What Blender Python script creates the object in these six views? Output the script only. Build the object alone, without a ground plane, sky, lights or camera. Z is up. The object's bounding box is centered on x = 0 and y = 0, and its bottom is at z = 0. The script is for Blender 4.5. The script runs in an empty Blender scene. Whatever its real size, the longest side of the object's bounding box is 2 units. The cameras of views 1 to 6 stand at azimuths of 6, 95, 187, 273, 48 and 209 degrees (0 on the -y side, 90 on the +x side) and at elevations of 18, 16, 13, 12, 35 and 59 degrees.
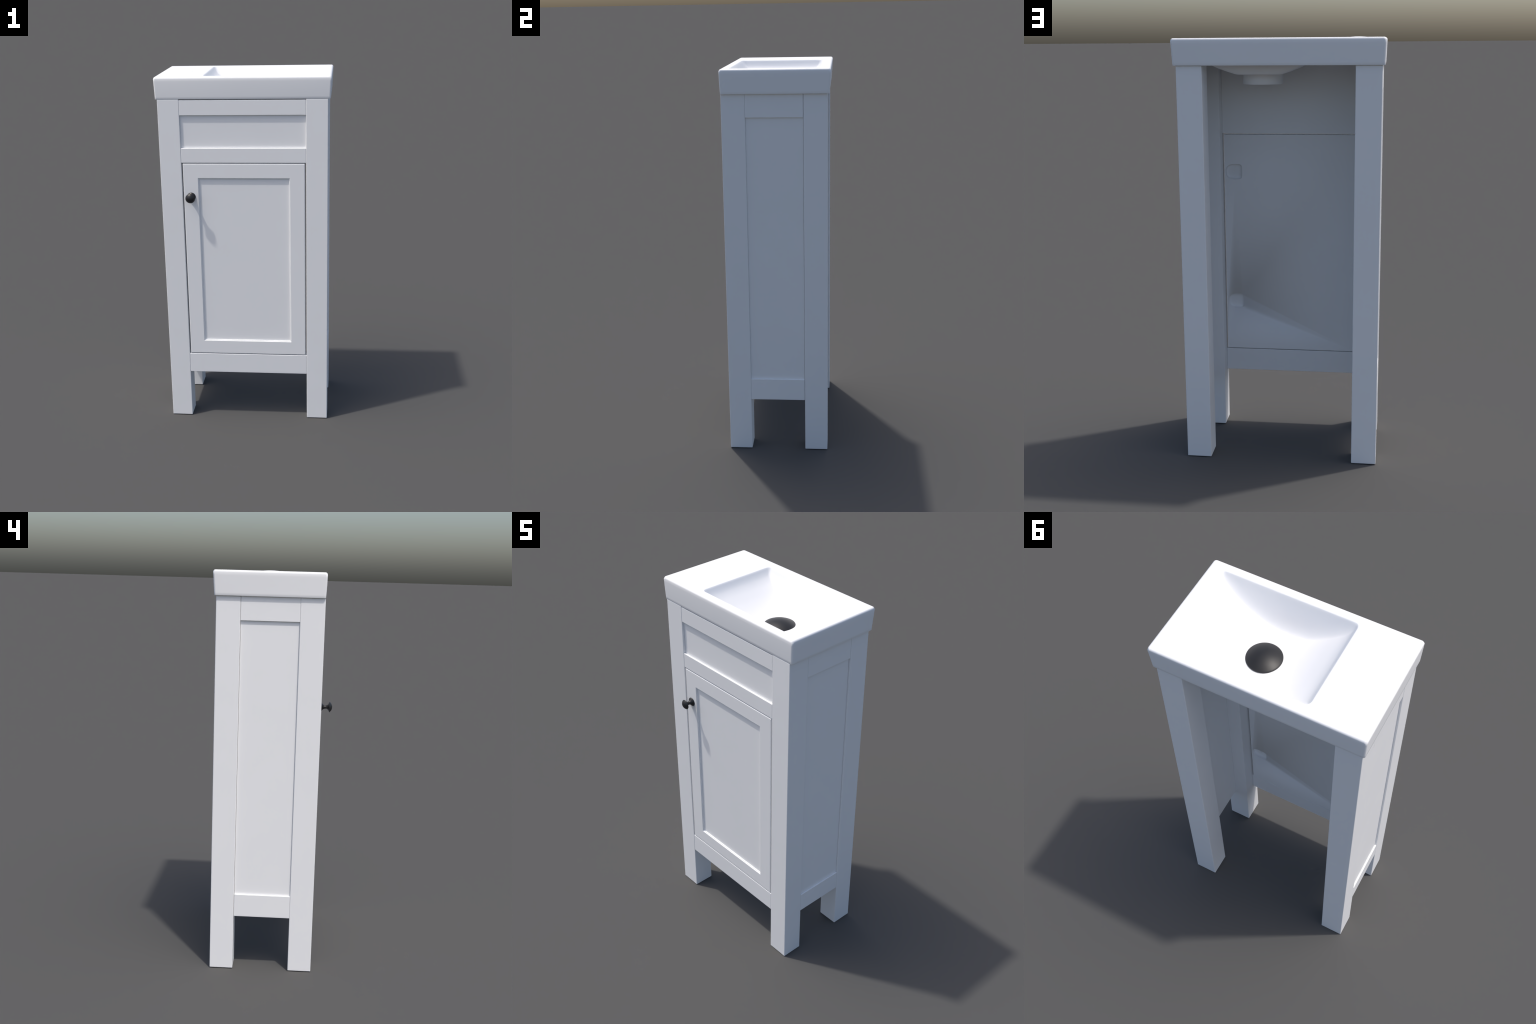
import bpy, bmesh, math
from mathutils import Vector

# ------------------------------------------------------------------ materials
def material(name, base, rough, variation=0.02, bump=0.0, bump_scale=60.0,
             metallic=0.0, coat=0.0, noise_scale=6.0):
    m = bpy.data.materials.new(name)
    m.use_nodes = True
    nt = m.node_tree
    bsdf = nt.nodes["Principled BSDF"]
    tc = nt.nodes.new("ShaderNodeTexCoord")
    n = nt.nodes.new("ShaderNodeTexNoise")
    n.inputs["Scale"].default_value = noise_scale
    n.inputs["Detail"].default_value = 3.0
    nt.links.new(tc.outputs["Object"], n.inputs["Vector"])
    ramp = nt.nodes.new("ShaderNodeValToRGB")
    lo = tuple(c * (1 - variation) for c in base) + (1,)
    hi = tuple(min(1, c * (1 + variation)) for c in base) + (1,)
    ramp.color_ramp.elements[0].color = lo
    ramp.color_ramp.elements[0].position = 0.3
    ramp.color_ramp.elements[1].color = hi
    ramp.color_ramp.elements[1].position = 0.7
    nt.links.new(n.outputs["Fac"], ramp.inputs["Fac"])
    nt.links.new(ramp.outputs["Color"], bsdf.inputs["Base Color"])
    bsdf.inputs["Roughness"].default_value = rough
    bsdf.inputs["Metallic"].default_value = metallic
    bsdf.inputs["Coat Weight"].default_value = coat
    bsdf.inputs["Coat Roughness"].default_value = 0.15
    if bump > 0:
        n2 = nt.nodes.new("ShaderNodeTexNoise")
        n2.inputs["Scale"].default_value = bump_scale
        n2.inputs["Detail"].default_value = 2.0
        nt.links.new(tc.outputs["Object"], n2.inputs["Vector"])
        b = nt.nodes.new("ShaderNodeBump")
        b.inputs["Strength"].default_value = bump
        b.inputs["Distance"].default_value = 0.001
        nt.links.new(n2.outputs["Fac"], b.inputs["Height"])
        nt.links.new(b.outputs["Normal"], bsdf.inputs["Normal"])
    return m

PAINT = material("white_satin_paint", (0.875, 0.875, 0.875), 0.5, 0.006)
CERAMIC = material("white_ceramic", (0.875, 0.875, 0.875), 0.5, 0.003)
BLACK = material("black_knob_metal", (0.012, 0.012, 0.013), 0.42, 0.1)
GUNMETAL = material("dark_drain_metal", (0.012, 0.012, 0.013), 0.48, 0.05)

# ------------------------------------------------------------------ helpers
CX = -0.0018                            # the cabinet sits a hair left of centre
ROOT = bpy.data.objects.new("bathroom_vanity", None)
bpy.context.scene.collection.objects.link(ROOT)
ROOT["label"] = "slim white vanity cabinet with inset basin and black knob"
ROOT["category"] = "bathroom vanity"

def finish(bm, name, parent, mat, smooth=True, bevel=0.0, segs=3, angle=30, sharp_angle=None, harden=True):
    bmesh.ops.recalc_face_normals(bm, faces=bm.faces)
    me = bpy.data.meshes.new(name)
    bm.to_mesh(me)
    bm.free()
    me.materials.append(mat)
    for p in me.polygons:
        p.use_smooth = smooth
    if sharp_angle is not None:
        me.set_sharp_from_angle(angle=math.radians(sharp_angle))
    ob = bpy.data.objects.new(name, me)
    bpy.context.scene.collection.objects.link(ob)
    ob.parent = parent
    if bevel > 0:
        md = ob.modifiers.new("soft_edges", "BEVEL")
        md.width = bevel
        md.segments = segs
        md.limit_method = "ANGLE"
        md.angle_limit = math.radians(angle)
        md.harden_normals = harden
    return ob

def box(name, x0, x1, y0, y1, z0, z1, parent=ROOT, mat=PAINT, bevel=0.0026):
    """A plank with softened edges, its origin at the centre."""
    c = Vector(((x0 + x1) / 2 + CX, (y0 + y1) / 2, (z0 + z1) / 2))
    bm = bmesh.new()
    bmesh.ops.create_cube(bm, size=1)
    for v in bm.verts:
        v.co = Vector((v.co.x * (x1 - x0), v.co.y * (y1 - y0), v.co.z * (z1 - z0)))
    ob = finish(bm, name, parent, mat, bevel=bevel)
    ob.location = c - parent_offset(parent)
    return ob

def parent_offset(parent):
    off = Vector((0, 0, 0))
    while parent is not None:
        off += parent.location
        parent = parent.parent
    return off

def lathe(name, profile, axis, parent, mat, n=64, sharp_angle=35):
    """profile: (t along axis, radius); closed with a pole at radius 0."""
    bm = bmesh.new()
    rings = []
    for t, r in profile:
        if r < 1e-6:
            pts = [Vector((0, 0, t))]
        else:
            pts = [Vector((r * math.cos(2 * math.pi * i / n), r * math.sin(2 * math.pi * i / n), t))
                   for i in range(n)]
        if axis == "-y":
            pts = [Vector((p.x, -p.z, p.y)) for p in pts]
        rings.append([bm.verts.new(p) for p in pts])
    for a, b in zip(rings, rings[1:]):
        for i in range(n):
            j = (i + 1) % n
            if len(a) == 1:
                bm.faces.new((a[0], b[i], b[j]))
            elif len(b) == 1:
                bm.faces.new((a[i], b[0], a[j]))
            else:
                bm.faces.new((a[i], b[i], b[j], a[j]))
    return finish(bm, name, parent, mat, sharp_angle=sharp_angle)

def arc(cx, cy, r, a0, a1, n):
    return [(cx + r * math.cos(math.radians(a0 + (a1 - a0) * i / n)),
             cy + r * math.sin(math.radians(a0 + (a1 - a0) * i / n))) for i in range(n + 1)]

def round_rect(x0, x1, y0, y1, r, n=8):
    pts = []
    for cx, cy, a in ((x1 - r, y1 - r, 0), (x0 + r, y1 - r, 90), (x0 + r, y0 + r, 180), (x1 - r, y0 + r, 270)):
        pts += arc(cx, cy, r, a, a + 90, n)
    return pts

def bridge(bm, a, b):
    n = len(a)
    for i in range(n):
        j = (i + 1) % n
        bm.faces.new((a[i], a[j], b[j], b[i]))

# ------------------------------------------------------------------ dimensions
LEG_IN, LEG_OUT = 0.3412, 0.4588        # x of the leg faces
FRONT, LEG_F2 = -0.2378, -0.1205        # y of the front legs
LEG_B1, BACK = 0.1614, 0.2807           # y of the rear legs
LEG_TOP = 1.8776
FRAME_F = FRONT + 0.0008                # rails stand a hair behind the legs
FRAME_B = -0.1925                       # back of the front frame
DRAWER_F = FRONT + 0.0115               # recessed drawer face

# ------------------------------------------------------------------ legs
first = box("leg", -LEG_OUT, -LEG_IN, FRONT, LEG_F2, 0.0, LEG_TOP, bevel=0.0032)
for x, y in ((1, FRONT), (-1, LEG_B1), (1, LEG_B1)):
    leg = first.copy()
    bpy.context.scene.collection.objects.link(leg)
    leg.location = (CX + x * (LEG_IN + LEG_OUT) / 2,
                    (FRONT + LEG_F2) / 2 if y == FRONT else (LEG_B1 + BACK) / 2,
                    LEG_TOP / 2)

# ------------------------------------------------------------------ front frame
RX = LEG_IN - 0.0002
box("front_rail", -RX, RX, FRAME_F, DRAWER_F, 1.7915, 1.8736)
box("front_rail", -RX, RX, FRAME_F, DRAWER_F, 1.5320, 1.6130)
box("drawer_panel", -RX, RX, DRAWER_F, FRAME_B, 1.5335, 1.8728, bevel=0.001)
box("basin_batten", -RX + 0.004, RX - 0.004, -0.2070, FRAME_B + 0.0003, 1.8500, 1.8900, bevel=0.001)
box("front_rail", -RX, RX, FRAME_F, FRAME_B, 0.2825, 0.3990)

# ------------------------------------------------------------------ sides
SIDE_IN, SIDE_P, SIDE_OUT = 0.4128, 0.4492, 0.4580
for s in (-1, 1):
    def sx(a, b):
        return (min(s * a, s * b), max(s * a, s * b))
    SY = (LEG_F2 + 0.0002, LEG_B1 - 0.0002)
    box("side_panel", *sx(SIDE_IN, SIDE_P), *SY, 0.2830, 1.8766, bevel=0.001)
    box("side_rail", *sx(SIDE_P, SIDE_OUT), *SY, 1.7638, 1.8772, bevel=0.0014)
    box("side_rail", *sx(SIDE_P, SIDE_OUT), *SY, 0.2825, 0.3975, bevel=0.0016)

# ------------------------------------------------------------------ door
DX, DZ0, DZ1 = 0.3342, 0.4028, 1.5280
IX, IZ0, IZ1 = 0.2518, 0.4825, 1.4465
DOOR_B = -0.1922
DC = Vector((CX, (FRAME_F + DOOR_B) / 2, (DZ0 + DZ1) / 2))
STEP1, STEP2, LIP = 0.0042, 0.0098, 0.0042   # depths of the stepped moulding

def rect_loop(bm, hx, z0, z1, y):
    return [bm.verts.new(Vector(p) + Vector((CX, 0, 0)) - DC) for p in
            ((-hx, y, z0), (hx, y, z0), (hx, y, z1), (-hx, y, z1))]

bm = bmesh.new()
loops = [rect_loop(bm, DX, DZ0, DZ1, DOOR_B),
         rect_loop(bm, DX, DZ0, DZ1, FRAME_F),
         rect_loop(bm, IX, IZ0, IZ1, FRAME_F),
         rect_loop(bm, IX, IZ0, IZ1, FRAME_F + STEP1),
         rect_loop(bm, IX - LIP, IZ0 + LIP, IZ1 - LIP, FRAME_F + STEP1),
         rect_loop(bm, IX - LIP, IZ0 + LIP, IZ1 - LIP, FRAME_F + STEP2 + 0.004)]
for a, b in zip(loops, loops[1:]):
    bridge(bm, a, b)
bm.faces.new(loops[0])
bm.faces.new(loops[-1])
# edge softness: generous on the outside and round the opening, fine on the moulding
wt = bm.edges.layers.float.new("bevel_weight_edge")
for loop, w in ((loops[0], 0.25), (loops[1], 1.0), (loops[2], 0.55), (loops[3], 0.12), (loops[4], 0.22)):
    for i in range(4):
        bm.edges.get((loop[i], loop[(i + 1) % 4]))[wt] = w
for i in range(4):
    bm.edges.get((loops[0][i], loops[1][i]))[wt] = 0.25
door = finish(bm, "door", ROOT, PAINT, bevel=0.0038, segs=3, harden=False)
door.modifiers["soft_edges"].limit_method = "WEIGHT"
door.location = DC
box("door_panel", -IX + LIP - 0.0005, IX - LIP + 0.0005, FRAME_F + STEP2, FRAME_F + STEP2 + 0.006,
    IZ0 + LIP - 0.0005, IZ1 - LIP + 0.0005, parent=door, bevel=0.0004)

# knob: flared foot, thin neck, mushroom cap
foot = [(0.0, 0.0), (0.0, 0.0235), (0.0012, 0.0240), (0.0030, 0.0232), (0.0055, 0.0208), (0.0085, 0.0170),
        (0.0120, 0.0130), (0.0160, 0.0103), (0.0200, 0.0091), (0.0250, 0.0088), (0.0300, 0.0092),
        (0.0335, 0.0110), (0.0365, 0.0142), (0.0392, 0.0182), (0.0415, 0.0225), (0.0432, 0.0262)]
cap = []
CAP_R, CAP_H = 0.0266, 0.0144                 # spherical cap on a sharp rim
ball = (CAP_R ** 2 + CAP_H ** 2) / (2 * CAP_H)
half = math.asin(CAP_R / ball)
for k in range(13):
    a = half * (1 - k / 12)
    cap.append((0.0438 + ball * math.cos(a) - ball + CAP_H, ball * math.sin(a)))
cap[-1] = (0.0438 + CAP_H, 0.0)
knob = lathe("knob", foot + cap, "-y", door, BLACK, n=64, sharp_angle=50)
knob.location = Vector((-0.2945, FRAME_F, 1.3425)) - DC

# hinge cups bored into the inner face of the door
def hinge_outline(k, n=96):
    """D shape: round towards the hinge side, squarer towards the middle."""
    out = []
    for i in range(n):
        a = 2 * math.pi * i / n
        c, q = math.cos(a), math.sin(a)
        p = 2.3 if c > 0 else 5.0
        r = (abs(c) ** p + abs(q) ** p) ** (-1 / p) * k
        out.append((0.0415 * r * c, 0.0385 * r * q))
    return out

def hinge_mesh(levels, close_first, close_last, name, parent, mat):
    bm = bmesh.new()
    rings = [[bm.verts.new((x, d, z)) for x, z in hinge_outline(k)] for d, k in levels]
    for a, b in zip(rings, rings[1:]):
        bridge(bm, a, b)
    if close_first:
        bm.faces.new(rings[0])
    if close_last:
        bm.faces.new(rings[-1])
    return finish(bm, name, parent, mat, sharp_angle=50)

CUP = [(-0.0008, 1.0), (-0.0040, 0.992), (-0.0090, 0.975), (-0.0125, 0.94), (-0.0148, 0.88),
       (-0.0164, 0.76), (-0.0176, 0.58), (-0.0180, 0.36), (-0.0181, 0.15)]
cutters = []
for zc in (1.3405, 0.6630):
    at = Vector((0.2838, DOOR_B, zc)) - DC
    cut = hinge_mesh([(0.01, 1.004), (-0.0200, 1.004)], True, True, "cutter", door, PAINT)
    cut.location = at
    cutters.append(cut)
    cup = hinge_mesh(CUP + [(-0.0191, 0.15), (-0.0191, 0.99), (-0.0016, 1.0)], False, False, "hinge_cup", door, PAINT)
    cup.location = at
    md = door.modifiers.new("bore", "BOOLEAN")
    md.object = cut
    md.operation = "DIFFERENCE"
    md.solver = "EXACT"
bpy.context.view_layer.update()
deps = bpy.context.evaluated_depsgraph_get()
bored = bpy.data.meshes.new_from_object(door.evaluated_get(deps))
door.modifiers.clear()
door.data = bored
bored.name = "door"

# back skin: fanned facets, smoothed at the lower bore to draw a shading streak
bm = bmesh.new()
bm.from_mesh(bored)
yb = DOOR_B - DC.y
flat = [f for f in bm.faces if all(abs(v.co.y - yb) < 1e-5 for v in f.verts)]
ring_edges = [e for e in {e for f in flat for e in f.edges} if sum(f in flat for f in e.link_faces) == 1]
bmesh.ops.delete(bm, geom=flat, context="FACES")
ring_verts = {v for e in ring_edges for v in e.verts}
edge_x = max(v.co.x for v in ring_verts)
corners = [v for v in ring_verts if abs(abs(v.co.x) - edge_x) < 1e-4]
def corner(sx, sz):
    return max(corners, key=lambda v: sx * v.co.x + sz * v.co.z)
def bore(zc):
    c = Vector((0.2838, DOOR_B, zc)) - DC
    vs = [v for v in ring_verts if (v.co - c).length < 0.08]
    return sorted(vs, key=lambda v: math.atan2(v.co.z - c.z, v.co.x - c.x))
lo, up = bore(0.6630), bore(1.3405)
A, B, C, E = corner(1, -1), corner(-1, -1), corner(-1, 1), corner(1, 1)
def pick(loop, f):
    return max(range(len(loop)), key=lambda i: f(loop[i].co))
def span(loop, i, j):
    """indices from i to j going anticlockwise round the bore"""
    n = len(loop)
    return [(i + k) % n for k in range(((j - i) % n) + 1)]
def fan(loop, i, j, apex):
    ids = span(loop, i, j)
    for p, q in zip(ids, ids[1:]):
        bm.faces.new((loop[q], loop[p], apex))
def tri(*v):
    bm.faces.new(v)
lr, lt = pick(lo, lambda c: c.x), pick(lo, lambda c: c.z - 0.3 * c.x)
ll, lb = pick(lo, lambda c: -c.x + 0.9 * c.z), pick(lo, lambda c: -c.z)
ur, ut = pick(up, lambda c: c.x), pick(up, lambda c: c.z)
ul, ub = pick(up, lambda c: -c.x - 0.9 * c.z), pick(up, lambda c: -c.z)
fan(lo, lr, ll, up[ub])
fan(lo, ll, lb, B)
fan(lo, lb, lr, A)
tri(lo[lb], B, A)
fan(up, ub, ur, lo[lr])
tri(lo[lr], up[ur], E)
tri(lo[lr], E, A)
fan(up, ur, ut, E)
fan(up, ut, ul, C)
tri(up[ut], C, E)
fan(up, ul, ub, lo[ll])
tri(lo[ll], up[ul], C)
tri(lo[ll], C, B)
bmesh.ops.recalc_face_normals(bm, faces=bm.faces)
lo_set = set(lo)
for f in bm.faces:
    f.smooth = True
bm.normal_update()
for e in bm.edges:
    soft = e.verts[0] in lo_set and e.verts[1] in lo_set
    e.smooth = soft or len(e.link_faces) != 2 or e.calc_face_angle() < math.radians(12)
bm.to_mesh(bored)
bm.free()
for cut in cutters:
    bpy.data.objects.remove(cut, do_unlink=True)

# ------------------------------------------------------------------ basin
TOP, BOT = 1.9968, 1.8780
bowl_x0, bowl_x1, bowl_y0, bowl_y1, bowl_r = -0.221, 0.425, -0.1990, 0.2445, 0.026
DRAIN = (0.100, 0.027)
# long section through the bowl floor, from the tap end to the far end: (x, z)
FLOOR = [(-0.30, 2.06), (-0.222, 2.002), (-0.203, 1.9770), (-0.187, 1.9600), (-0.165, 1.9420), (-0.140, 1.9260), (-0.100, 1.9020),
         (-0.050, 1.8775), (0.000, 1.8595), (0.050, 1.8518), (0.100, 1.8500), (0.150, 1.8525), (0.200, 1.8610), (0.250, 1.8765),
         (0.290, 1.8920), (0.325, 1.9095), (0.358, 1.9290), (0.385, 1.9480), (0.405, 1.9670), (0.419, 1.9870), (0.430, 2.008), (0.50, 2.16)]

def floor_z(x):
    """Hermite curve through the floor section."""
    P = FLOOR
    i = 1
    while i < len(P) - 3 and x > P[i + 1][0]:
        i += 1
    x0, x1 = P[i][0], P[i + 1][0]
    def slope(k):
        return (P[k + 1][1] - P[k - 1][1]) / (P[k + 1][0] - P[k - 1][0])
    h = x1 - x0
    t = max(0.0, min(1.0, (x - x0) / h))
    a, b = P[i][1], P[i + 1][1]
    m0, m1 = slope(i) * h, slope(i + 1) * h
    return ((2 * t**3 - 3 * t**2 + 1) * a + (t**3 - 2 * t**2 + t) * m0
            + (-2 * t**3 + 3 * t**2) * b + (t**3 - t**2) * m1)

def smin(a, b, k):
    h = max(k - abs(a - b), 0.0) / k
    return min(a, b) - h * h * k * 0.25

def inside(x, y):
    """distance inside the rounded-rectangle mouth of the bowl (negative outside)."""
    cx, cy = (bowl_x0 + bowl_x1) / 2, (bowl_y0 + bowl_y1) / 2
    qx = abs(x - cx) - (bowl_x1 - bowl_x0) / 2 + bowl_r
    qy = abs(y - cy) - (bowl_y1 - bowl_y0) / 2 + bowl_r
    return -(math.hypot(max(qx, 0), max(qy, 0)) + min(max(qx, qy), 0) - bowl_r)

def bowl_depth(x, y, brim=0.015):
    wall = 2.60 * inside(x, y)
    d = smin(wall, TOP - floor_z(x), 0.056)
    d = -smin(-d - 0.23 * brim, 0.0, brim)                # rounded brim
    return max(d - 0.25 * brim, 0.0)

def rect_grid(bm, x0, x1, y0, y1, nx, ny, fn, edge_z):
    g = [[None] * (ny + 1) for _ in range(nx + 1)]
    for i in range(nx + 1):
        for j in range(ny + 1):
            x = x0 + (x1 - x0) * i / nx
            y = y0 + (y1 - y0) * j / ny
            g[i][j] = bm.verts.new((x, y, edge_z if i in (0, nx) or j in (0, ny) else fn(x, y)))
    for i in range(nx):
        for j in range(ny):
            bm.faces.new((g[i][j], g[i + 1][j], g[i + 1][j + 1], g[i][j + 1]))
    return ([g[i][0] for i in range(nx)] + [g[nx][j] for j in range(ny)]
            + [g[i][ny] for i in range(nx, 0, -1)] + [g[0][j] for j in range(ny, 0, -1)])

def loop_edges(bm, loop):
    n = len(loop)
    return [bm.edges.get((loop[i], loop[(i + 1) % n])) for i in range(n)]

bm = bmesh.new()
inner = rect_grid(bm, -0.255, 0.445, -0.223, 0.267, 280, 196, lambda x, y: TOP - bowl_depth(x, y), TOP)

def slab_loop(z, grow, r):
    """one horizontal outline of the slab; grow 0 at the underside, 1 at the brim."""
    hx = 0.4709 + 0.0050 * grow
    bulge = 0.0009 * math.sin(math.pi * min(1.0, grow))  # swell modelled to give the front face its light-to-dark gradient
    y0 = -0.2381 - 0.0040 * grow - bulge
    y1 = 0.2884 + 0.0074 * grow + 0.3 * bulge
    return lambda off: [bm.verts.new((x - 0.0006 * (1 - grow), y, z)) for x, y in
                        round_rect(-hx + off, hx - off, y0 + off, y1 - off, max(r - off, 0.002), 8)]

H = TOP - BOT
R_TOP = 0.0115
prof = [slab_loop(BOT, 0.0, 0.009)(0.0010), slab_loop(BOT + 0.0003, 0.0, 0.009)(0.0003), slab_loop(BOT + 0.0010, 0.01, 0.009)(0.0)]
for k in range(1, 9):
    z = BOT + 0.0010 + (H - R_TOP - 0.0010) * k / 8
    prof.append(slab_loop(z, (z - BOT) / H, 0.010)(0.0))
for k in range(1, 7):
    a = math.radians(90 * k / 6)
    z = TOP - R_TOP + R_TOP * math.sin(a)
    prof.append(slab_loop(z, (z - BOT) / H, 0.0145)(R_TOP * (1 - math.cos(a))))
for a, b in zip(prof, prof[1:]):
    bridge(bm, a, b)
# flat deck between the brim and the bowl
bmesh.ops.triangle_fill(bm, edges=loop_edges(bm, prof[-1]) + loop_edges(bm, inner), use_beauty=True,
                        use_dissolve=False, normal=(0, 0, 1))
# hollow underside: the belly of the bowl hangs in an open shell
DECK, SHELL = 0.086, 0.026

def belly_z(x, y):
    d = bowl_depth(x, y)
    return TOP - max(DECK, min(d + SHELL * min(1.0, d / 0.03), TOP - 1.8345))

under = rect_grid(bm, -0.452, 0.450, -0.2275, 0.270, 226, 123,
                  belly_z, TOP - DECK)
skirt = [bm.verts.new((v.co.x, v.co.y, BOT)) for v in under]
bridge(bm, under, skirt)
bmesh.ops.triangle_fill(bm, edges=loop_edges(bm, prof[0]) + loop_edges(bm, skirt), use_beauty=True,
                        use_dissolve=False, normal=(0, 0, -1))
basin = finish(bm, "basin", ROOT, CERAMIC, sharp_angle=60)

# waste spigot under the bowl
spigot = lathe("basin_spigot", [(1.8420, 0.0), (1.8420, 0.0965), (1.8380, 0.0955), (1.8340, 0.0945), (1.7910, 0.0938),
                                (1.7880, 0.0930), (1.7865, 0.0910), (1.7865, 0.0)], "z", basin, CERAMIC, n=96)
spigot.location = (DRAIN[0], DRAIN[1] - 0.002, 0.0)

# domed waste cover
prof = [(-0.012, 0.0), (-0.012, 0.0730), (0.0, 0.0745), (0.0005, 0.0765), (0.0050, 0.0780), (0.0062, 0.0772)]
for k in range(1, 17):
    r = 0.0772 * (1 - k / 16)
    prof.append((0.0062 + 0.0215 * (1 - (r / 0.0772) ** 2), r))
drain = lathe("drain_cover", prof, "z", basin, GUNMETAL, n=96, sharp_angle=30)
drain.location = (DRAIN[0], DRAIN[1], 1.8508)

# low domed cap over the tap hole
prof = [(-0.002, 0.0), (-0.002, 0.0450)]
for k in range(0, 11):
    r = 0.0450 * (1 - k / 10)
    prof.append((0.0004 + 0.0028 * (1 - (r / 0.0450) ** 2.0), r))
tap = lathe("tap_hole_cap", prof, "z", basin, CERAMIC, n=64, sharp_angle=60)
tap.location = (-0.344, 0.026, TOP)
